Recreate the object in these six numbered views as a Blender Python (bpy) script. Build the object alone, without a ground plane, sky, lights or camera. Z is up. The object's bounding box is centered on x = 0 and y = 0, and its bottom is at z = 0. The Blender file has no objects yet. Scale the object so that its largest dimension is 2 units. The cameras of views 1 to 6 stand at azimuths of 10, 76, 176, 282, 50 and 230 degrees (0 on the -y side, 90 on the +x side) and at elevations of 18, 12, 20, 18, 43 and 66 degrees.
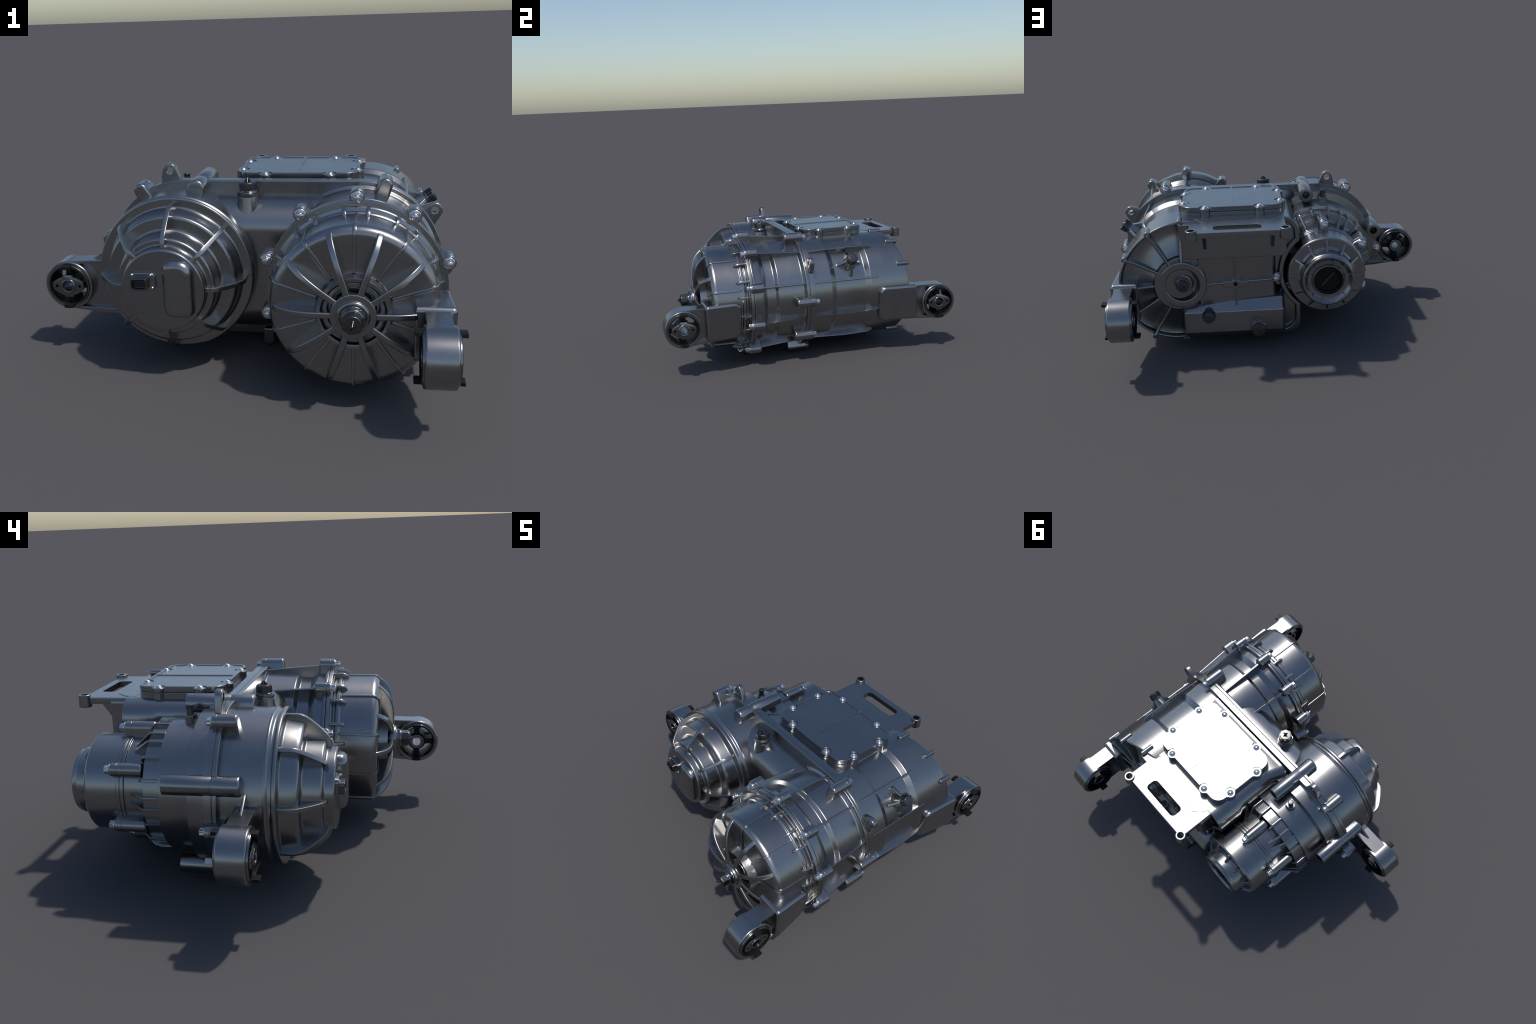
# Electric drive unit: a motor (axis along y) beside a reduction gearbox with a
# differential output, three rubber-bushed support arms, a bolted service cover.
import bpy, bmesh, math, random
from mathutils import Vector, Matrix
random.seed(4)
pi = math.pi
MX, MZ = .543, .435          # motor axis
GX, GZ = -.290, .436         # gearbox / differential axis

# ------------------------------------------------------------------ materials
def material(name, col, metal, rough, bump=.0, scale=30., var=.0, coat=0., dist=.004):
    m = bpy.data.materials.new(name); m.use_nodes = True
    nt = m.node_tree; N = nt.nodes; L = nt.links
    b = N['Principled BSDF']
    b.inputs['Metallic'].default_value = metal
    b.inputs['Roughness'].default_value = rough
    b.inputs['Base Color'].default_value = (*col, 1)
    b.inputs['Coat Weight'].default_value = coat
    tc = N.new('ShaderNodeTexCoord')
    if var > 0:
        n = N.new('ShaderNodeTexNoise'); n.inputs['Scale'].default_value = 5.
        n.inputs['Detail'].default_value = 5.
        L.new(tc.outputs['Object'], n.inputs['Vector'])
        r = N.new('ShaderNodeMapRange')
        r.inputs['From Min'].default_value = .3; r.inputs['From Max'].default_value = .7
        r.inputs['To Min'].default_value = rough - var; r.inputs['To Max'].default_value = rough + var
        L.new(n.outputs['Fac'], r.inputs['Value']); L.new(r.outputs['Result'], b.inputs['Roughness'])
        c = N.new('ShaderNodeMix'); c.data_type = 'RGBA'
        c.inputs['A'].default_value = (*[k * .94 for k in col], 1)
        c.inputs['B'].default_value = (*[min(1, k * 1.06) for k in col], 1)
        L.new(n.outputs['Fac'], c.inputs['Factor']); L.new(c.outputs['Result'], b.inputs['Base Color'])
    if bump > 0:
        n2 = N.new('ShaderNodeTexNoise'); n2.inputs['Scale'].default_value = scale
        n2.inputs['Detail'].default_value = 3.
        L.new(tc.outputs['Object'], n2.inputs['Vector'])
        bp = N.new('ShaderNodeBump'); bp.inputs['Strength'].default_value = bump
        bp.inputs['Distance'].default_value = dist
        L.new(n2.outputs['Fac'], bp.inputs['Height']); L.new(bp.outputs['Normal'], b.inputs['Normal'])
    return m

CAST = material('cast_metal', (.312, .312, .314), 1., .275, var=.03)
COVER = material('cover_metal', (.312, .312, .314), 1., .275, bump=.15, scale=5., var=.03, dist=.010)  # noise bump models the soft lighter patches in the lid's reflection
STEEL = material('bolt_steel', (.66, .66, .68), 1., .24, bump=.03, scale=60.)
DARKSTEEL = material('sleeve_steel', (.24, .24, .245), 1., .22)
PLASTIC = material('dark_cap', (.115, .115, .118), 1., .36)
RUBBER = material('black_rubber', (.010, .010, .010), .0, .5)
RUBBER.node_tree.nodes['Principled BSDF'].inputs['Specular IOR Level'].default_value = .25
GUN = material('gunmetal_plug', (.16, .16, .165), 1., .30)

# ------------------------------------------------------------------ objects
root = bpy.data.objects.new('electric_drive_unit', None)
bpy.context.scene.collection.objects.link(root)
root['label'] = 'dark grey metal electric car motor with gearbox and mounts'
root['category'] = 'electric motor'

def to_mesh(bm, name, mat, bevel=.004, seg=2, angle=38, smooth=34):
    bmesh.ops.remove_doubles(bm, verts=bm.verts, dist=1e-5)
    bmesh.ops.recalc_face_normals(bm, faces=bm.faces)
    if bevel > 0:
        th = math.radians(angle)
        es = [e for e in bm.edges if len(e.link_faces) == 2 and e.calc_face_angle(0) > th]
        if es:
            bmesh.ops.bevel(bm, geom=es, offset=bevel, offset_type='OFFSET', segments=seg,
                            profile=.5, affect='EDGES', clamp_overlap=True)
    me = bpy.data.meshes.new(name); bm.to_mesh(me); bm.free()
    me.materials.append(mat)
    me.polygons.foreach_set('use_smooth', [True] * len(me.polygons))
    me.set_sharp_from_angle(angle=math.radians(smooth))
    return me

def add(name, me, parent=None, loc=(0, 0, 0), rot=(0, 0, 0), scale=(1, 1, 1), wn=True):
    o = bpy.data.objects.new(name, me)
    bpy.context.scene.collection.objects.link(o)
    o.parent = parent or root
    o.location = loc; o.rotation_euler = rot; o.scale = scale
    if wn:
        m = o.modifiers.new('weighted', 'WEIGHTED_NORMAL'); m.keep_sharp = True; m.weight = 60
    return o

def boolean(o, cutters, op='DIFFERENCE'):
    """apply booleans and throw the cutters away"""
    for m in list(o.modifiers): o.modifiers.remove(m)
    for c in cutters:
        b = o.modifiers.new('b', 'BOOLEAN'); b.object = c; b.operation = op; b.solver = 'EXACT'
    dg = bpy.context.evaluated_depsgraph_get(); dg.update()
    me = bpy.data.meshes.new_from_object(o.evaluated_get(dg))
    o.modifiers.clear(); old = o.data; o.data = me; me.name = old.name
    for c in cutters: bpy.data.objects.remove(c)
    bm = bmesh.new(); bm.from_mesh(me)
    return bm

# ------------------------------------------------------------------ shapes
def arc(cx, cy, r, a0, a1, n):
    return [(cx + r * math.cos(math.radians(a0 + (a1 - a0) * i / n)),
             cy + r * math.sin(math.radians(a0 + (a1 - a0) * i / n))) for i in range(n + 1)]

def round_poly(pts, rad, n=6):
    """round the corners of a polygon; rad is one radius or one per corner"""
    out = []; k = len(pts)
    for i, p in enumerate(pts):
        r = rad if isinstance(rad, (int, float)) else rad[i]
        P = Vector(p); A = Vector(pts[i - 1]) - P; B = Vector(pts[(i + 1) % k]) - P
        if r <= 0: out.append(tuple(p)); continue
        half = A.angle(B) / 2
        d = min(r / math.tan(half), A.length * .48, B.length * .48); rr = d * math.tan(half)
        a = P + A.normalized() * d; b = P + B.normalized() * d
        c = P + (A.normalized() + B.normalized()).normalized() * (rr / math.sin(half))
        va, vb = a - c, b - c; t = va.angle(vb)
        s = 1 if va.x * vb.y - va.y * vb.x > 0 else -1
        for j in range(n + 1):
            w = s * t * j / n; co, si = math.cos(w), math.sin(w)
            out.append((c.x + va.x * co - va.y * si, c.y + va.x * si + va.y * co))
    return out

def hull2(pts):
    pts = sorted(set(pts))
    def half(ps):
        h = []
        for p in ps:
            while len(h) > 1 and (h[-1][0]-h[-2][0])*(p[1]-h[-2][1]) - (h[-1][1]-h[-2][1])*(p[0]-h[-2][0]) <= 0: h.pop()
            h.append(p)
        return h
    a = half(pts); b = half(pts[::-1]); return a[:-1] + b[:-1]

AX = {'x': lambda u, v, w: (w, u, v), 'y': lambda u, v, w: (u, w, v), 'z': lambda u, v, w: (u, v, w)}
def prism(bm, poly, axis, a, b):
    """extrude a 2d polygon along an axis: x -> (y,z), y -> (x,z), z -> (x,y)"""
    f = AX[axis]
    A = [bm.verts.new(f(p[0], p[1], a)) for p in poly]
    B = [bm.verts.new(f(p[0], p[1], b)) for p in poly]
    n = len(poly)
    bm.faces.new(A); bm.faces.new(B[::-1])
    for i in range(n):
        j = (i + 1) % n; bm.faces.new((A[i], A[j], B[j], B[i]))
    return A + B

def rounded_prism(bm, poly, y0, y1, r0=0., r1=0., n=4):
    """convex (x,z) outline extruded along y, its ends rounded over by r0 and r1"""
    k = len(poly); sg = 1 if y1 > y0 else -1
    area = sum(poly[i][0] * poly[(i+1) % k][1] - poly[(i+1) % k][0] * poly[i][1] for i in range(k))
    def inset(d):
        out = []
        for i in range(k):
            a, b, c = (Vector(poly[q % k]) for q in (i - 1, i, i + 1))
            t = ((b - a).normalized() + (c - b).normalized()).normalized()
            out.append(b + Vector((-t.y, t.x)) * (d if area > 0 else -d))
        return out
    rows = []
    for i in range(n + 1 if r0 > 0 else 1):
        t = pi / 2 * (1 - i / n) if r0 > 0 else 0
        rows.append((y0 + sg * r0 * (1 - math.cos(pi / 2 - t)) if r0 > 0 else y0, r0 * (1 - math.cos(t))))
        if r0 > 0: rows[-1] = (y0 + sg * r0 * (1 - math.sin(t)), r0 * (1 - math.cos(t)))
    for i in range(n + 1 if r1 > 0 else 1):
        t = pi / 2 * i / n if r1 > 0 else 0
        rows.append((y1 - sg * r1 * (1 - math.sin(t)), r1 * (1 - math.cos(t))))
    rings = [[bm.verts.new((p.x, y, p.y)) for p in inset(d)] for y, d in rows]
    for A, B in zip(rings, rings[1:]):
        for i in range(k): bm.faces.new((A[i], A[(i+1) % k], B[(i+1) % k], B[i]))
    bm.faces.new(rings[0]); bm.faces.new(rings[-1])

def prism_mesh(name, mat, poly, axis, a, b, bevel=.004, seg=2):
    bm = bmesh.new(); prism(bm, poly, axis, a, b); return to_mesh(bm, name, mat, bevel, seg)

def disc(bm, axis, c, r, a, b, n=32):
    return prism(bm, arc(c[0], c[1], r, 0, 360 * (n - 1) / n, n - 1), axis, a, b)

def lathe(bm, prof, c=(0, 0), seg=128, closed=False):
    """revolve (y, r) points about an axis along y through (x,z)=c"""
    rings = []
    for y, r in prof:
        if r < 1e-6: rings.append([bm.verts.new((c[0], y, c[1]))])
        else: rings.append([bm.verts.new((c[0] + r * math.cos(2*pi*i/seg), y, c[1] + r * math.sin(2*pi*i/seg))) for i in range(seg)])
    pairs = list(zip(rings, rings[1:])) + ([(rings[-1], rings[0])] if closed else [])
    for A, B in pairs:
        for i in range(seg):
            j = (i + 1) % seg
            if len(A) == 1 and len(B) == 1: continue
            if len(A) == 1: bm.faces.new((A[0], B[i], B[j]))
            elif len(B) == 1: bm.faces.new((A[i], A[j], B[0]))
            else: bm.faces.new((A[i], A[j], B[j], B[i]))
    return rings

def lathe_mesh(name, mat, prof, c=(0, 0), seg=128, bevel=.0035, closed=False, warp=None, bseg=2):
    bm = bmesh.new(); lathe(bm, prof, c, seg, closed)
    if warp:
        for v in bm.verts: v.co = warp(v.co)
    return to_mesh(bm, name, mat, bevel, bseg, angle=24, smooth=30)

def polar(c, ang, R): 
    a = math.radians(ang); return (c[0] + R * math.cos(a), c[1] + R * math.sin(a))
def spin(ang): return (0, math.radians(90 - ang), 0)     # local +z -> direction ang in the xz plane
M = (MX, MZ); G = (GX, GZ)
ML = (MX, 0, MZ); GL = (GX, 0, GZ)

def rib_mesh(name, prof, w, mat=CAST, bevel=.004, seg=2):
    """radial plate: prof in (y, R), thickness w across"""
    return prism_mesh(name, mat, [(y, r) for y, r in prof], 'x', -w / 2, w / 2, bevel, seg)

def u_boss(name, R, r, depth, y0, y1, seam=None, bevel=.006, mat=CAST, flare=0.):
    """bolt boss: round outside, straight walls running in to the casing"""
    poly = [(r + flare, R - depth)] + arc(0, R, r, 0, 180, 14) + [(-r - flare, R - depth)]
    bm = bmesh.new()
    if seam is None: rounded_prism(bm, poly, y0, y1, bevel, bevel)
    else:
        rounded_prism(bm, poly, y0, seam - .001, bevel if y1 > 0 and y0 > 0 or y0 < -.3 and seam - y0 > .05 or seam > y0 + .03 else .003, .002)
        rounded_prism(bm, poly, seam + .001, y1, .002, bevel if y1 - seam > .03 else .003)
        prism(bm, [(x * .95, R + (z - R) * .95) for x, z in poly], 'y', seam - .004, seam + .004)
    return to_mesh(bm, name, mat, 0, smooth=40)

# star-drive flange bolt, head towards -y, seat at y = 0
def bolt_mesh(name='flange_bolt', s=1.):
    bm = bmesh.new()
    lathe(bm, [(0.002*s, 0), (0.002*s, .026*s), (-.004*s, .026*s), (-.007*s, .021*s), (-.007*s, 0)], seg=28)
    poly = []
    for i in range(12):
        r = (.0205 if i % 2 == 0 else .0160) * s; poly.append((r * math.cos(i*pi/6), r * math.sin(i*pi/6)))
    prism(bm, round_poly(poly, .004*s, 3), 'y', -.006*s, -.026*s)
    lathe(bm, [(-.020*s, .0148*s), (-.026*s, .0148*s), (-.0295*s, .010*s), (-.031*s, 0)], seg=24)
    return to_mesh(bm, name, STEEL, .0022*s, 2)
BOLT = bolt_mesh()

# ================================================================== MOTOR: front end cap
cap_prof = [(-.690, 0), (-.690, .062), (-.712, .065), (-.712, .086), (-.700, .090), (-.676, .092), (-.676, .104), (-.704, .107), (-.704, .124), (-.690, .127), (-.690, .131),
            (-.722, .133), (-.724, .149), (-.676, .156), (-.676, .306)]
cap_prof += [(-.640 - .036 * math.sin(math.radians(90 - a)), .309 + .036 * math.sin(math.radians(a))) for a in range(8, 91, 12)]
cap_prof += [(-.640, .345), (-.484, .345), (-.477, .352), (-.462, .352), (-.456, .344), (-.446, .344), (-.440, .364), (-.4345, .366),
             (-.433, .388), (-.4135, .390), (-.4135, .30)]
end_cap = add('end_cap', lathe_mesh('end_cap', CAST, cap_prof, M, 160, .003))
fin_prof = [(-.655, .336), (-.672, .330), (-.690, .315), (-.708, .296), (-.722, .276), (-.734, .252), (-.743, .222),
            (-.749, .190), (-.752, .160), (-.752, .050), (-.640, .050), (-.640, .336)]
FIN = rib_mesh('cooling_fin', fin_prof, .026, bevel=.006, seg=3)
strip = [(-.668, .158), (-.683, .158), (-.683, .304)] + \
        [(-.640 - .043 * math.cos(math.radians(a)), .309 + .043 * math.sin(math.radians(a))) for a in range(8, 91, 12)] + \
        [(-.486, .352), (-.486, .330), (-.62, .330), (-.668, .30)]
STRIP = rib_mesh('surface_rib', strip, .016, bevel=.004)
tab = [(-.425, .335), (-.425, .371), (-.430, .373), (-.480, .373), (-.497, .368), (-.509, .358), (-.516, .343), (-.516, .335)]
TAB = rib_mesh('stiffening_tab', tab, .016, bevel=.004)
CBOSS = u_boss('bolt_boss', .404, .031, .075, -.431, -.350, seam=-.4125, bevel=.008)
frib = [(-.355, .402), (-.350, .402), (-.058, .376), (-.058, .320), (-.355, .320)]
FRIB = rib_mesh('casing_rib', frib, .015)
BRIB_PROF = [(-.002, .375), (.25, .385), (.42, .380), (.45, .370), (.468, .352), (.468, .30), (-.002, .30)]
BRIB = rib_mesh('casing_rib', BRIB_PROF, .015)

# hub plate of the spoked cap, with a stepped collar
hub = add('cap_hub', lathe_mesh('cap_hub', CAST, [(-.730, 0), (-.730, .090), (-.7505, .093), (-.7535, .090), (-.7535, .067), (-.762, .066), (-.766, .062), (-.767, .056),
          (-.762, .053), (-.772, .050), (-.774, .0)], M, 64, .003), end_cap)
for k in range(10):
    a = 90 + 36 * k
    add('cooling_fin', FIN, end_cap, ML, spin(a + 18))
    add('surface_rib', STRIP, end_cap, ML, spin(a))
    for d in (-8, 8): add('stiffening_tab', TAB, end_cap, ML, spin(a + d))

# ================================================================== MOTOR: casings
front_prof = [(-.4115, .30), (-.4115, .390), (-.394, .389), (-.391, .362), (-.352, .360), (-.340, .355), (-.315, .334), (-.257, .334),
              (-.236, .355), (-.070, .355), (-.064, .362), (-.058, .372), (-.050, .372), (-.050, .30)]
front_casing = add('front_casing', lathe_mesh('front_casing', CAST, front_prof, M, 160, .004))
for k in range(10):
    a = 90 + 36 * k
    add('bolt_boss', CBOSS, front_casing, ML, spin(a))
    b = polar(M, a, .403)
    add('flange_bolt', BOLT, front_casing, (b[0], -.431, b[1]), (0, random.uniform(0, 1), 0))
    if 90 - 36 * 5 < a <= 126 or a > 230: add('casing_rib', FRIB, front_casing, ML, spin(a))

def tilt(v):                      # the rear end leans back towards +x
    w = max(0, min(1, (v.y - .42) / .14))
    return Vector((v.x, v.y + .24 * (v.x - MX) * w, v.z))
rear_prof = [(-.010, .30), (-.010, .365), (.004, .358), (.128, .357), (.163, .336), (.376, .336), (.406, .359), (.586, .359),
             (.594, .355), (.594, .346), (.566, .341), (.560, .310), (.568, .26), (.588, .20), (.602, .168), (.628, .158), (.632, 0)]
rear_casing = add('rear_casing', lathe_mesh('rear_casing', CAST, rear_prof, M, 160, .004, warp=tilt))
LOWRIB = rib_mesh('casing_rib', [(-.002, .366), (.455, .366), (.468, .355), (.468, .30), (-.002, .30)], .015)
for a in (54, 18, -18, -54, -90): add('casing_rib', LOWRIB if a == 18 else BRIB, rear_casing, ML, spin(a))

hub_prof = [(.60, .137), (.652, .137), (.657, .133), (.657, .100), (.653, .096), (.634, .090), (.618, .080), (.614, .068), (.620, .058), (.630, .053), (.633, .049), (.633, 0)]
add('bearing_hub', lathe_mesh('bearing_hub', CAST, hub_prof, M, 72, .004), rear_casing)
for a in range(-90, 91, 30):
    dy = .24 * .36 * math.cos(math.radians(a))
    p = [(.572 + dy, .350), (.612 + dy, .362), (.622 + dy, .352), (.617 + dy*.8, .30), (.645 + dy * .2, .17), (.652, .13), (.57, .13), (.54 + dy*.8, .30), (.54 + dy*.8, .345)]
    add('dome_rib', rib_mesh('dome_rib', p, .017, bevel=.006, seg=3), rear_casing, ML, spin(a))
    nub = bmesh.new(); disc(nub, 'y', (0, .358), .017, .530 + dy, .617 + dy, 20)
    add('rib_knob', to_mesh(nub, 'rib_knob', CAST, .006, 3), rear_casing, ML, spin(a))

# ================================================================== joint flange between the two halves
def stadium(R, n=60):
    return hull2([polar(M, 360 * i / n, R) for i in range(n)] + [polar(G, 360 * i / n, R) for i in range(n)])
jf = bmesh.new()
prism(jf, stadium(.390, 120), 'y', -.058, -.0362); 
flange_f = add('joint_flange', to_mesh(jf, 'joint_flange', CAST, .005, 3, angle=30))
jf = bmesh.new(); prism(jf, stadium(.387, 120), 'y', -.037, -.034); prism(jf, stadium(.390, 120), 'y', -.0348, 0.)
flange_r = add('joint_flange', to_mesh(jf, 'joint_flange', CAST, .005, 3, angle=30))

def joint_boss(c, ang, R, y0=-.136, y1=-.008, r=.033, depth=.07, parent=None):
    add('bolt_boss', u_boss('bolt_boss', R, r, depth, y0, y1, seam=-.0355, bevel=.013), parent or flange_f, (c[0], 0, c[1]), spin(ang))
    b = polar(c, ang, R); add('flange_bolt', BOLT, parent or flange_f, (b[0], y1, b[1]), (0, ang, pi))
for a, R in ((73, .403), (0, .398), (-38.5, .395), (-74, .400)): joint_boss(M, a, R)
joint_boss(G, 119.8, .404, -.126, -.014, .034)
joint_boss(G, 190, .412, -.095, -.012, .034)
add('bolt_boss', prism_mesh('bolt_boss', CAST, round_poly([(.084, .10), (.084, .012), (.138, .012), (.138, .10)], [0, .027, .027, 0], 8), 'y', -.12, 0, .007, 3), flange_f)

def lug(c, r, hole, base, y0=-.034, y1=-.001):
    bm = bmesh.new()
    poly = hull2([tuple(p) for p in arc(c[0], c[1], r, 0, 350, 35)] + base)
    prism(bm, poly, 'y', y0, y1)
    o = add('lifting_lug', to_mesh(bm, 'lifting_lug', CAST, .005, 3), flange_r)
    cb = bmesh.new(); disc(cb, 'y', c, hole, y0 - .1, y1 + .1, 32)
    cut = add('cut', to_mesh(cb, 'cut', CAST, 0), wn=False)
    bm = boolean(o, [cut]); o.data = to_mesh(bm, 'lifting_lug', CAST, .0, smooth=40)
lug((-.367, .866), .036, .0185, [(-.305, .812), (-.418, .79), (-.36, .76)])
lug((.889, .684), .036, .0185, [(.822, .70), (.79, .66), (.885, .605), (.84, .60)])

# tubes for through bolts
def through_tube(ang, R, y0, y1, r=.044, hole=.023):
    bm = bmesh.new()
    poly = [(r, R - .10)] + arc(0, R, r, 0, 180, 20) + [(-r, R - .10)]
    rounded_prism(bm, poly, y0, -.0365, .013, .002)
    v = prism(bm, [(x * .97, R + (z - R) * .97) for x, z in poly], 'y', -.040, -.030)
    disc(bm, 'y', (0, R), r, -.0345, y1, 40)
    prism(bm, [(r, R - .10), (r, R), (-r, R), (-r, R - .10)], 'y', -.0345, .06)
    me = to_mesh(bm, 'through_tube', CAST, .004, 2, angle=60)
    o = add('through_tube', me, flange_r, GL, spin(ang))
    cb = bmesh.new(); disc(cb, 'y', (0, R), hole, .03, y1 + .1, 32)
    cut = add('cut', to_mesh(cb, 'cut', CAST, 0), flange_r, GL, spin(ang), wn=False)
    bpy.context.view_layer.update()
    bm = boolean(o, [cut]); o.data = to_mesh(bm, 'through_tube', CAST, 0, smooth=36)
through_tube(78.5, .372, -.146, .176)
through_tube(162., .371, -.160, .178)
through_tube(-117., .375, -.130, .176)

# ================================================================== front body between motor and gearbox
body = [(0, .757)] + [(-.058 - .165 * math.sin(math.radians(t)), .620 + .137 * math.cos(math.radians(t))) for t in range(0, 91, 6)] \
     + [(-.058 - .165 * math.cos(math.radians(t)), .245 - .137 * math.sin(math.radians(t))) for t in range(0, 91, 6)] + [(0, .108)]
add('front_bridge', prism_mesh('front_bridge', CAST, body, 'x', -.29, .543, 0))

# ================================================================== GEARBOX front
gear_prof = [(-.527, 0), (-.527, .182), (-.521, .188), (-.484, .189), (-.478, .194), (-.478, .217), (-.470, .2235), (-.392, .231), (-.386, .240),
             (-.386, .290), (-.380, .299), (-.364, .305), (-.306, .314), (-.301, .320), (-.301, .357), (-.297, .363), (-.284, .364), (-.279, .352),
             (-.266, .352), (-.258, .360), (-.252, .364), (-.246, .360), (-.050, .360), (-.050, .2)]
gear_cover = add('gearbox_cover', lathe_mesh('gearbox_cover', CAST, gear_prof, G, 160, .004))
gr = [(-.298, .300), (-.298, .339), (-.350, .339), (-.368, .336), (-.386, .328), (-.409, .312), (-.446, .281), (-.478, .250), (-.491, .233),
      (-.498, .212), (-.500, .182), (-.46, .182), (-.38, .20), (-.36, .28)]
GR = rib_mesh('dome_rib', gr, .022, bevel=.004)
for k in range(8): add('dome_rib', GR, gear_cover, GL, spin(45 * k - 1))
# raised lid on the disc: arched top, fades into the disc at its foot
bm = bmesh.new(); rounded_prism(bm, round_poly([(-.284, .318), (-.284, .580), (-.146, .580), (-.146, .318)], [.040, .044, .066, .040], 9), -.50, -.564, 0, .034, 7)
add('terminal_lid', to_mesh(bm, 'terminal_lid', CAST, 0, smooth=40), gear_cover)
# plug socket
cn = add('connector_socket', prism_mesh('connector_socket', CAST, round_poly([(-.429, .438), (-.429, .520), (-.316, .520), (-.316, .438)], .022, 6), 'y', -.515, -.540, .005, 3), gear_cover)
bm = bmesh.new(); poly = round_poly([(-.421, .446), (-.421, .502), (-.346, .502), (-.346, .446)], .014, 5)
inn = round_poly([(-.414, .453), (-.414, .495), (-.353, .495), (-.353, .453)], .010, 5)
A = [bm.verts.new((x, -.530, z)) for x, z in poly]; B = [bm.verts.new((x, -.566, z)) for x, z in poly]
C = [bm.verts.new((x, -.566, z)) for x, z in inn]; D = [bm.verts.new((x, -.542, z)) for x, z in inn]
n = len(poly)
for P, Q in ((A, B), (B, C), (C, D)):
    for i in range(n): bm.faces.new((P[i], P[(i+1) % n], Q[(i+1) % n], Q[i]))
bm.faces.new(D)
add('socket_shroud', to_mesh(bm, 'socket_shroud', GUN, .002, 2), cn)
for z in (.462, .474, .486):
    add('contact_blade', prism_mesh('contact_blade', PLASTIC, [(-.410, z - .002), (-.357, z - .002), (-.357, z + .002), (-.410, z + .002)], 'y', -.541, -.555, .0005, 1), cn)
bm = bmesh.new(); lathe(bm, [(.002, 0), (.002, .007), (-.002, .007), (-.006, .004), (-.007, 0)], seg=20); SB = to_mesh(bm, 'screw', STEEL, 0)
for x, z in ((-.418, .510), (-.335, .510), (-.330, .452)): add('screw', SB, cn, (x, -.541, z))

# ================================================================== GEARBOX rear and differential
diff_prof = [(-.010, .2), (-.010, .365), (.003, .353), (.083, .352), (.088, .312), (.150, .309), (.196, .308), (.226, .307), (.229, .288),
             (.300, .286), (.304, .240), (.312, .229), (.408, .228), (.412, .235), (.4255, .235), (.4265, .231), (.4295, .231), (.4305, .235), (.444, .235), (.448, .228),
             (.594, .228), (.602, .222), (.604, .170), (.612, .158), (.672, .157), (.680, .152), (.694, .150), (.698, .145), (.698, .137),
             (.690, .133), (.676, .118), (.674, .098), (.684, .094), (.692, .090), (.692, .086), (.640, .085), (.640, .05)]
diff = add('differential_housing', lathe_mesh('differential_housing', CAST, diff_prof, G, 144, .003))
comb_long = [(.226, .27), (.226, .306), (.296, .306), (.306, .300), (.378, .232), (.378, .21), (.24, .21)]
comb_short = [(.226, .27), (.226, .306), (.298, .306), (.322, .280), (.322, .21), (.24, .21)]
CL = rib_mesh('comb_rib', comb_long, .013, bevel=.003); CS = rib_mesh('comb_rib', comb_short, .013, bevel=.003)
DB = u_boss('bolt_boss', .263, .031, .06, .308, .462, seam=.4255, bevel=.012)
for k in range(6):
    a = 90 + 60 * k
    for d in (-10, 10): add('comb_rib', CS, diff, GL, spin(a + d))
    for d in (25, 35): add('comb_rib', CL, diff, GL, spin(a + d))
    add('bolt_boss', DB, diff, GL, spin(a)); b = polar(G, a, .263)
    add('flange_bolt', BOLT, diff, (b[0], .462, b[1]), (0, a, pi))
    for d in (0, 30):
        pr = [(.598, .150), (.598, .212), (.608, .212), (.640, .168), (.646, .152), (.646, .14)]
        add('collar_rib', rib_mesh('collar_rib', pr, .012, bevel=.002), diff, GL, spin(a + d))
        pr = [(.66, .095), (.686, .095), (.692, .134), (.66, .134)]
        add('collar_rib', rib_mesh('collar_rib', pr, .005, bevel=.001), diff, GL, spin(a + d + 15))
bm = bmesh.new(); lathe(bm, [(.640, .088), (.684, .0855), (.684, .074), (.660, .072), (.655, .066), (.655, 0)], G, 64)
seal = add('shaft_seal', to_mesh(bm, 'shaft_seal', RUBBER, .002), diff)
bm = bmesh.new(); prism(bm, round_poly([(-.056, -.005), (.056, -.005), (.056, .005), (-.056, .005)], .004, 3), 'y', .650, .664)
add('seal_slot', to_mesh(bm, 'seal_slot', PLASTIC, .001), seal, GL, (0, math.radians(48), 0))
# small vent pipe on a square foot
vp = add('vent_pipe', prism_mesh('vent_pipe', CAST, round_poly([(-.352, .112), (-.300, .112), (-.300, .158), (-.352, .158)], [.02, .003, .003, .02], 6), 'z', .735, .774, .003), diff)
def lathe_z(name, mat, prof, parent, loc, seg=32, bevel=.002, rot=(pi / 2, 0, 0)):
    bm = bmesh.new(); lathe(bm, prof, seg=seg)
    return add(name, to_mesh(bm, name, mat, bevel, 2, angle=28), parent, loc, rot)
lathe_z('pipe_stem', GUN, [(-.01, 0), (-.01, .017), (.036, .0155), (.036, 0)], vp, (-.326, .135, .770))
lathe_z('pipe_cap', PLASTIC, [(.034, 0), (.034, .013), (.038, .0165), (.050, .0165), (.052, .013), (.052, 0)], vp, (-.326, .135, .770))

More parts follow.
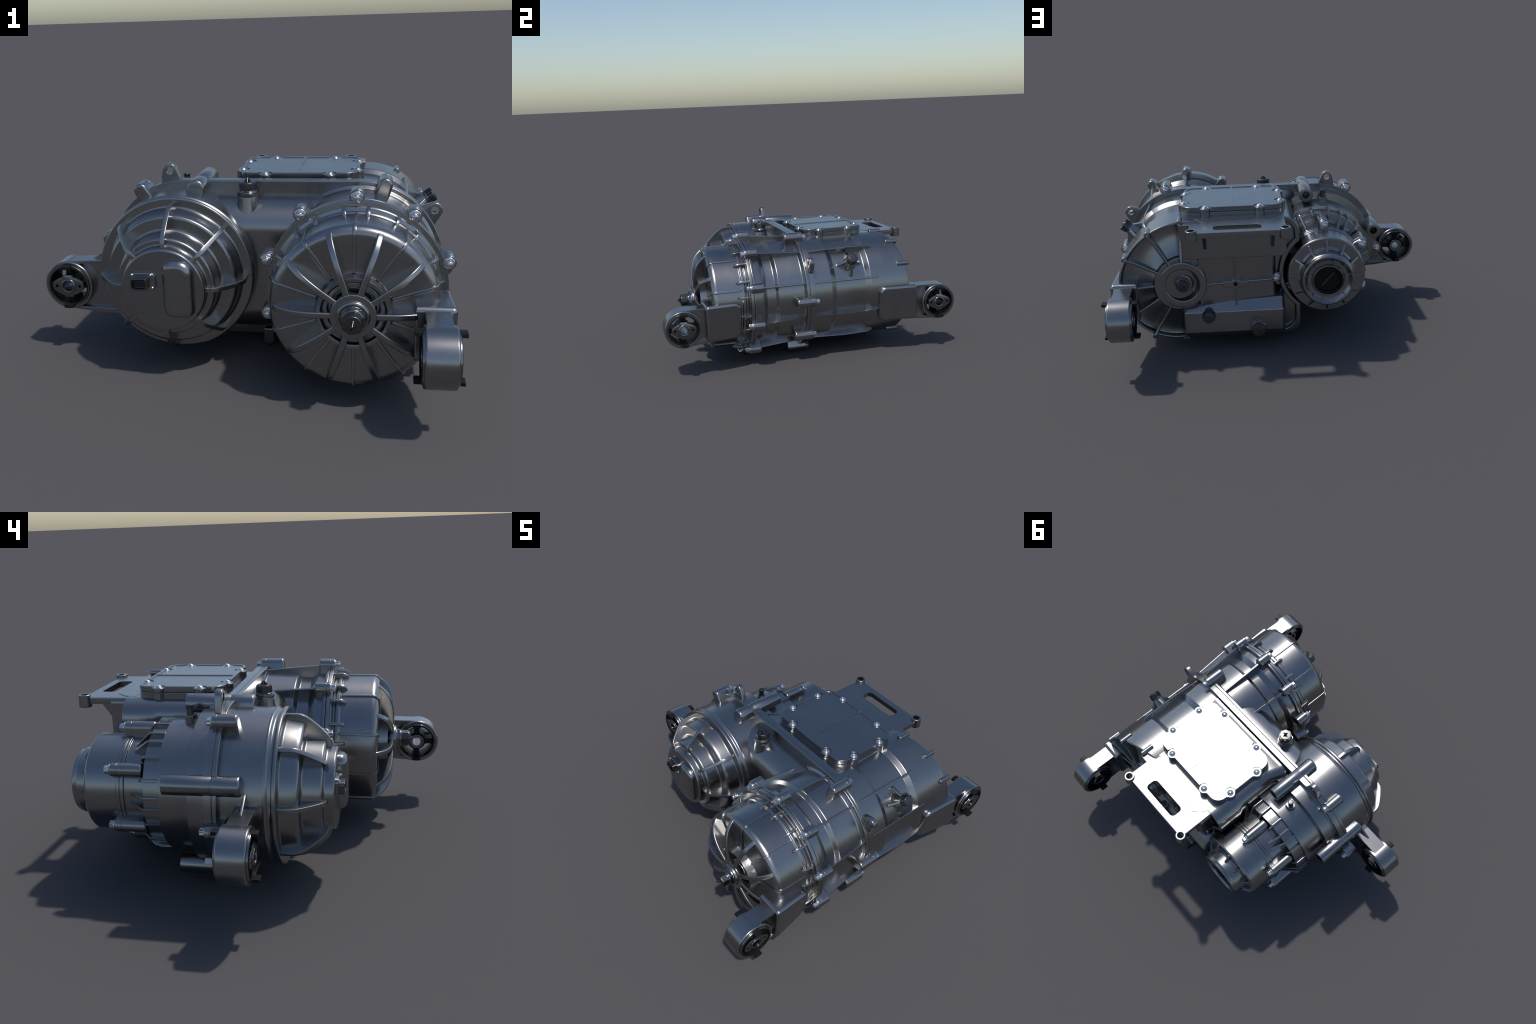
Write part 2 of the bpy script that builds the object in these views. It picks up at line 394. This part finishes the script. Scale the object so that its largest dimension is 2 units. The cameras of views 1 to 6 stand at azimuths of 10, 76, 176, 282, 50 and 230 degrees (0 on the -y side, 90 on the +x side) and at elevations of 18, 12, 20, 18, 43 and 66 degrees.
# ================================================================== rear gear case (box between motor and differential)
def case_outline(x0, z1, z0, R, rc):
    dz = math.sqrt(R * R - (x0 - GX) ** 2); a = math.degrees(math.atan2(dz, x0 - GX))
    pts = [(MX, z1)] + [(x0 + rc + rc * math.cos(math.radians(t)), z1 - rc + rc * math.sin(math.radians(t))) for t in range(90, 181, 10)]
    pts += [polar(G, t, R) for t in [a - i * 2 * a / 24 for i in range(25)]]
    r2 = .075
    pts += [(x0 + r2 + r2 * math.cos(math.radians(t)), z0 + r2 + r2 * math.sin(math.radians(t))) for t in range(180, 271, 10)] + [(MX, z0)]
    return pts
bm = bmesh.new()
o1 = case_outline(-.130, .783, .06, .256, .082); o2 = case_outline(-.140, .786, .048, .247, .10)
o2i = case_outline(-.112, .758, .076, .275, .08)
rings = []
o0 = case_outline(-.172, .800, .05, .256, .082)
for y, o in ((0, o0), (.03, o0), (.115, o1), (.358, o1), (.385, o2), (.542, o2), (.542, o2i), (.508, o2i)):
    rings.append([bm.verts.new((x, y, z)) for x, z in o])
n = len(o1)
for A, B in zip(rings, rings[1:]):
    for i in range(n): j = (i + 1) % n; bm.faces.new((A[i], A[j], B[j], B[i]))
bm.faces.new(rings[0]); bm.faces.new(rings[-1])
case = add('gear_case', to_mesh(bm, 'gear_case', CAST, .006, 3, angle=40))
def box(name, x0, x1, y0, y1, z0, z1, r, parent, mat=CAST, bevel=.008):
    return add(name, prism_mesh(name, mat, round_poly([(x0, z0), (x1, z0), (x1, z1), (x0, z1)], r, 6), 'y', y0, y1, bevel, 3), parent)
box('inverter_box', -.058, .545, .48, .626, .577, .784, [.03, .004, .004, .03], case, bevel=.006)
add('rear_panel', prism_mesh('rear_panel', CAST, round_poly([(.004, .48), (.45, .48), (.45, .614), (.004, .592)], [0, 0, 0, .04], 7), 'z', .20, .62, .004, 2), case)
sump = [(.48, .082), (.57, .082), (.630, .096), (.647, .125), (.647, .256), (.605, .290), (.48, .335)]
sm = bmesh.new(); rounded_prism(sm, round_poly(sump, [0, .02, .012, .012, .016, .01, 0], 4), -.042, .545, .028, .004, 5)
for v in sm.verts: v.co = Vector((v.co.y, v.co.x, v.co.z))
for v in sm.verts:
    if v.co.z > .28 and v.co.x < .2: v.co.z += .030
add('oil_sump', to_mesh(sm, 'oil_sump', CAST, 0, smooth=40), case)
# cross of ribs with a bored boss
bm = bmesh.new(); prism(bm, [(.236, .25), (.248, .25), (.248, .58), (.236, .58)], 'y', .58, .622); add('panel_rib', to_mesh(bm, 'panel_rib', CAST, .004), case)
bm = bmesh.new(); prism(bm, [(.03, .426), (.42, .410), (.42, .422), (.03, .438)], 'y', .58, .622); add('panel_rib', to_mesh(bm, 'panel_rib', CAST, .004), case)
bm = bmesh.new(); boss = hull2(arc(.188, .418, .020, 0, 350, 20) + arc(.298, .418, .020, 0, 350, 20)); prism(bm, boss, 'y', .58, .634); disc(bm, 'y', (.242, .418), .030, .58, .6345, 32)
add('sensor_boss', to_mesh(bm, 'sensor_boss', CAST, .005, 3), case)
bm = bmesh.new(); disc(bm, 'y', (.242, .418), .0125, .62, .6355, 24); add('bore', to_mesh(bm, 'bore', RUBBER, 0), case)
bm = bmesh.new(); disc(bm, 'y', (.006, .424), .032, .50, .574, 32); add('bolt_boss', to_mesh(bm, 'bolt_boss', CAST, .005, 3), case)
add('flange_bolt', BOLT, case, (.006, .574, .424), (0, .3, pi))

# ------------------------------------------------------------------ breather style plug: nut, washer and black cap
def breather(parent, loc, rot, s=1., tower=True, cap=PLASTIC):
    """axis along local -y (pointing out)"""
    h = add('breather_nut', NUT, parent, loc, rot, (s, s, s))
    add('breather_cap', CAPM if cap is PLASTIC else CAPG, h)
    return h
bm = bmesh.new(); disc(bm, 'y', (0, 0), .054, 0, -.016, 6); lathe(bm, [(-.015, 0), (-.015, .045), (-.020, .046), (-.024, .042), (-.028, .0455), (-.031, .043), (-.031, 0)], seg=40)
NUT = to_mesh(bm, 'breather_nut', DARKSTEEL, .003, 2)
def cap_mesh(mat):
    bm = bmesh.new(); poly = round_poly([(.043 * math.cos(i * pi / 4), .043 * math.sin(i * pi / 4)) for i in range(8)], .004, 3)
    prism(bm, poly, 'y', -.030, -.064)
    lathe(bm, [(-.060, 0), (-.060, .038), (-.068, .037), (-.070, .034), (-.070, 0)], seg=32)
    prism(bm, [(-.068, -.022), (-.091, -.002), (-.091, .002), (-.068, .022)], 'x', -.003, .003)
    prism(bm, [(-.022, -.068), (-.002, -.091), (.002, -.091), (.022, -.068)], 'z', -.003, .003)
    return to_mesh(bm, 'breather_cap', mat, .0025, 2)
CAPM = cap_mesh(PLASTIC); CAPG = cap_mesh(GUN)

tower = lathe_z('breather_tower', CAST, [(-.10, .066), (-.02, .054), (.02, .048), (.034, .047), (.034, 0)], None, (.033, -.137, .738), 48, .003)
breather(tower, (0, .034, 0), (pi, 0, 0), .95)
breather(end_cap, (MX, -.768, MZ), (0, .2, 0), 1.0)
breather(rear_casing, (MX, .628, MZ), (0, .3, pi), .84)
breather(case, (.118, .644, .150), (0, .2, pi), .95)

# ribbed filler caps
def knurl_cap(name='filler_cap'):
    bm = bmesh.new(); lathe(bm, [(0, 0), (0, .036), (-.006, .038), (-.010, .034), (-.036, .033), (-.040, .029), (-.040, 0)], seg=48)
    for i in range(12):
        a = i * pi / 6; p = [(.030, -.0035), (.039, -.003), (.039, .003), (.030, .0035)]
        prism(bm, [(x * math.cos(a) - z * math.sin(a), x * math.sin(a) + z * math.cos(a)) for x, z in p], 'y', -.008, -.042)
    disc(bm, 'y', (0, 0), .018, -.038, -.043, 24)
    return to_mesh(bm, name, PLASTIC, .0015, 1)
KC = knurl_cap()
lathe_z('filler_neck', CAST, [(-.06, .030), (.040, .030), (.040, 0)], case, (.403, .632, .246), 32, .003, (0, 0, 0))
add('filler_cap', KC, case, (.403, .664, .246), (0, 0, pi), (.98, 1.1, .98))
# filler neck on the motor: four webs
fa = math.radians(36); rdir = Vector((math.cos(fa), 0, math.sin(fa)))
neck = lathe_z('filler_neck', CAST, [(.30, .050), (.345, .046), (.37, .038), (.405, .033), (.405, 0)], rear_casing, (MX, .272, MZ), 40, .003, (0, 0, 0))
neck.rotation_euler = Matrix(((0, rdir.x, rdir.z), (1, 0, 0), (0, rdir.z, -rdir.x))).to_euler()
bpy.context.view_layer.update()
WEB = prism_mesh('neck_web', CAST, [(-.086, .310), (-.086, .347), (-.076, .352), (-.034, .396), (.034, .396), (.076, .352), (.086, .347), (.086, .310)], 'x', -.010, .010, .005, 2)
for t in (0, pi / 2):   # web in local frame: length along x of polygon(y), height along second
    w = add('neck_web', WEB, neck)
    # polygon (u,v)->(y,z); want v -> local y (axis), u -> local x or z
    w.rotation_euler = (Matrix.Rotation(t, 4, 'Y') @ Matrix(((0, 1, 0, 0), (0, 0, 1, 0), (1, 0, 0, 0), (0, 0, 0, 1)))).to_euler()
kc = add('filler_cap', KC, neck, (0, .400, 0), (pi, 0, 0), (.95, 1.05, .95))

# ================================================================== service cover
cx0, cx1, cy0, cy1 = -.052, .536, .048, .486
BOLTS = [(-.042, .165), (-.042, .374), (.085, .477), (.399, .477), (.526, .374), (.526, .163), (.398, .058), (.086, .058)]
base_poly = round_poly([(cx0, cy0), (cx1, cy0), (cx1, cy1), (cx0, cy1)], .065, 10)
plinth = add('cover_plinth', prism_mesh('cover_plinth', CAST, base_poly, 'z', .70, .812, .003), case)
bm = bmesh.new(); disc(bm, 'z', (0, 0), .030, .70, .812, 32); CP = to_mesh(bm, 'cover_post', CAST, .002)
for b in BOLTS: add('cover_post', CP, plinth, (*b, 0))
bm = bmesh.new(); prism(bm, base_poly, 'z', .8135, .8425)
o = add('service_cover', to_mesh(bm, 'service_cover', COVER, .003, 3), case)
# sunken pan in two fields, leaving a rim, a middle bar and the bolt pads
pads = [[add('cut', prism_mesh('cut', CAST, round_poly([(cx0 + .014, cy0 + .014), (.237, cy0 + .014), (.237, cy1 - .014), (cx0 + .014, cy1 - .014)], [.052, .004, .004, .052], 8), 'z', .8382, .90, 0), wn=False)],
        [add('cut', prism_mesh('cut', CAST, round_poly([(.247, cy0 + .014), (cx1 - .014, cy0 + .014), (cx1 - .014, cy1 - .014), (.247, cy1 - .014)], [.004, .052, .052, .004], 8), 'z', .8382, .90, 0), wn=False)]]
wells = []
for b in BOLTS:
    bm = bmesh.new(); disc(bm, 'z', b, .0345, .8325, .90, 40); wells.append(add('cut', to_mesh(bm, 'cut', CAST, 0), wn=False))
bm = boolean(o, [pads[0][0], pads[1][0]] + wells); o.data = to_mesh(bm, 'service_cover', COVER, .0012, 1)
o.modifiers.new('weighted', 'WEIGHTED_NORMAL').keep_sharp = True
bm = bmesh.new(); lathe(bm, [(-.0145, .030), (-.0330, .030), (-.0345, .028), (-.0345, .0)], seg=40)
PAD = to_mesh(bm, 'bolt_pad', CAST, .0015)
bm = bmesh.new(); lathe(bm, [(0, .020), (-.003, .020), (-.004, .0165), (-.008, .0145), (-.0115, .0095), (-.0125, .005), (-.009, .004), (-.009, 0)], seg=32)
BUT = to_mesh(bm, 'button_bolt', STEEL, .0008, 1)
for b in BOLTS:
    add('bolt_pad', PAD, o, (*b, .7995), (-pi / 2, 0, 0))
    add('button_bolt', BUT, o, (*b, .8338), (-pi / 2, 0, 0))

# ================================================================== rear hanger bracket
bm = bmesh.new(); prism(bm, round_poly([(-.052, .52), (.486, .52), (.486, .752), (.465, .772), (-.037, .772), (-.052, .752)], .008, 4), 'z', .750, .7835)
br = add('hanger_bracket', to_mesh(bm, 'hanger_bracket', COVER, .004, 2), case)
cut = add('cut', prism_mesh('cut', CAST, round_poly([(.086, .653), (.350, .653), (.350, .729), (.086, .729)], .024, 7), 'z', .6, .9, 0), wn=False)
bm = boolean(br, [cut]); br.data = to_mesh(bm, 'hanger_bracket', COVER, .003, 2, angle=50)
br.modifiers.new('weighted', 'WEIGHTED_NORMAL').keep_sharp = True
add('bracket_step', prism_mesh('bracket_step', CAST, [(-.03, .50), (.455, .50), (.439, .562), (.395, .614), (.036, .616), (-.016, .562)], 'z', .75, .787, .002), br)
for x in (-.043, .471):
    bm = bmesh.new(); lathe(bm, [(.734, .019), (.734, .031), (.737, .0325), (.794, .0315), (.797, .030), (.797, .0195)], seg=40, closed=True)
    add('bracket_eye', to_mesh(bm, 'bracket_eye', CAST, .002), br, (x, .765, 0), (pi / 2, 0, 0))
cut_e = []
for x in (-.043, .471):
    bm = bmesh.new(); disc(bm, 'z', (x, .765), .0205, .6, .9, 32); cut_e.append(add('cut', to_mesh(bm, 'cut', CAST, 0), wn=False))
bm = boolean(br, cut_e); br.data = to_mesh(bm, 'hanger_bracket', COVER, 0, smooth=36)
br.modifiers.new('weighted', 'WEIGHTED_NORMAL').keep_sharp = True
for x in (.022, .405):
    add('gusset', prism_mesh('gusset', CAST, [(.60, .76), (.715, .755), (.630, .636), (.60, .636)], 'x', x - .010, x + .010, .004), br)

# ================================================================== bushed support arms
def bushing(parent, loc, rot):
    """axis along local y, plate on the -y side; origin at the housing centre (width .124)"""
    w = .062
    ring = lathe_mesh('bushing_eye', CAST, [(-w, .106), (-w, .117), (-w + .006, .121), (w - .006, .121), (w, .117), (w, .106)], seg=80, bevel=.002, closed=True)
    eye = add('bushing_eye', ring, parent, loc, rot)
    add('bushing_shell', lathe_mesh('bushing_shell', DARKSTEEL, [(-w - .008, .0985), (-w - .008, .104), (-w, .1062), (w, .1062), (w + .008, .104), (w + .008, .0985)], seg=80, bevel=.0015, closed=True), eye)
    add('bushing_sleeve', lathe_mesh('bushing_sleeve', DARKSTEEL, [(-w - .006, .025), (-w - .010, .027), (-w - .010, .040), (-w - .006, .043), (w + .002, .043), (w + .006, .040), (w + .006, .027), (w + .002, .025)], seg=56, bevel=.001, closed=True), eye)
    # rubber: lining, four legs and stops
    bm = bmesh.new()
    lathe(bm, [(-w - .010, .092), (-w - .010, .0985), (w + .010, .0985), (w + .010, .092)], seg=64, closed=True)
    lathe(bm, [(-w + .01, .042), (-w + .01, .050), (w - .01, .050), (w - .01, .042)], seg=48, closed=True)
    for k in range(4):
        a = k * pi / 2
        def rot2(ps): return [(x * math.cos(a) - z * math.sin(a), x * math.sin(a) + z * math.cos(a)) for x, z in ps]
        prism(bm, rot2([(.040, -.017), (.075, -.014), (.097, -.022), (.097, .022), (.075, .014), (.040, .017)]), 'y', -w + .012, w - .012)
        b = a + pi / 4
        pa = [(r * math.cos(b + t), r * math.sin(b + t)) for r, t in ((.096, -.36), (.090, -.30), (.088, 0), (.090, .30), (.096, .36))]
        prism(bm, pa, 'y', -w + .004, w - .004)
        for s in (-1, 1) if k % 2 else ():
            st = rot2([(.090, -.024), (.105, -.022), (.107, 0), (.105, .022), (.090, .024)])
            prism(bm, st, 'y', s * (w + .002), s * (w + .033))
    add('rubber_bushing', to_mesh(bm, 'rubber_bushing', RUBBER, .003, 2), eye)
    # lens shaped clamp plate with a raised eye
    q = [(.079, .012), (.074, .020), (.060, .030), (.042, .040), (.024, .047), (.021, .056)]
    lens = q + [(-x, z) for x, z in q[::-1]] + [(-x, -z) for x, z in q] + [(x, -z) for x, z in q[::-1]]
    pl = add('clamp_plate', prism_mesh('clamp_plate', DARKSTEEL, lens, 'y', -w - .001, -w - .011, .002), eye)
    cb = bmesh.new(); disc(cb, 'y', (0, 0), .0255, -.3, .3, 32)
    for s in (-1, 1): disc(cb, 'y', (.058 * s, 0), .007, -.3, .3, 16)
    cut = add('cut', to_mesh(cb, 'cut', CAST, 0), eye, wn=False); bpy.context.view_layer.update()
    bm = boolean(pl, [cut]); pl.data = to_mesh(bm, 'clamp_plate', DARKSTEEL, 0, smooth=36)
    add('plate_collar', lathe_mesh('plate_collar', DARKSTEEL, [(-w - .009, .026), (-w - .016, .027), (-w - .017, .032), (-w - .014, .037), (-w - .009, .038)], seg=48, bevel=.001, closed=True), eye)
    return eye

ZB = .339
def side_arm(s):
    """motor side arm; s=-1 front, s=+1 rear"""
    e = s * .879
    y_in, y_out = (.497, .735) if s < 0 else (.455, .720)
    blk = [(s * y_in, .228), (s * y_out, .244), (s * y_out, .476), (s * y_in, .478)]
    rad = [.05, .022, .022, .045]
    if s > 0: blk = blk[::-1]; rad = rad[::-1]
    bm = bmesh.new(); rounded_prism(bm, round_poly(blk, rad, 6), .782 if s < 0 else .795, .944, .006, .020, 5)
    for v in bm.verts: v.co = Vector((v.co.y, v.co.x, v.co.z))
    for v in bm.verts:       # the inner end of the block fades into the round casing
        t = (abs(v.co.y) - y_in) / (y_out - y_in)
        if v.co.x > .9: v.co.x -= (1 - t) * ((.014 if s < 0 else .016) + max(0, .36 - v.co.z) * .34)
    arm = add('support_arm', to_mesh(bm, 'support_arm', CAST, 0, smooth=40))
    # I-beam from block to eye: two flanges and a web
    bm = bmesh.new()
    prism(bm, [(s * .70, .463), (e, .460), (e, .447), (s * .70, .447)], 'x', .818, .916)
    prism(bm, [(s * .58, .252), (s * .60, .240), (e, .2182), (e, .232), (s * .70, .256), (s * .60, .264)], 'x', .822, .912)
    prism(bm, [(s * .70, .455)] + [(e - s * .113 * math.cos(math.radians(t)), ZB + .113 * math.sin(math.radians(t))) for t in range(80, -81, -10)] + [(s * .70, .245)], 'x', .848, .888)
    web = add('arm_web', to_mesh(bm, 'arm_web', CAST, .004), arm)
    bushing(arm, (.870, e, ZB), (0, 0, pi / 2))
    return arm
side_arm(-1); side_arm(1)
# gearbox side arm
bm = bmesh.new()
prism(bm, [(-.60, .470), (-.851, .4585), (-.851, .446), (-.60, .454)], 'y', -.222, -.131)
prism(bm, [(-.60, .196), (-.70, .200), (-.851, .2182), (-.851, .232), (-.70, .224), (-.60, .222)], 'y', -.228, -.125)
prism(bm, [(-.60, .46)] + [(-.851 + .113 * math.cos(math.radians(t)), ZB + .113 * math.sin(math.radians(t))) for t in range(80, -81, -10)] + [(-.60, .210)], 'y', -.200, -.152)
arm = add('support_arm', to_mesh(bm, 'support_arm', CAST, .004))
bushing(arm, (-.851, -.175, ZB), (0, 0, 0))
add('gusset', prism_mesh('gusset', CAST, [(-.60, .53), (-.635, .528), (-.742, .462), (-.74, .45), (-.60, .45)], 'y', -.180, -.166, .005), arm)
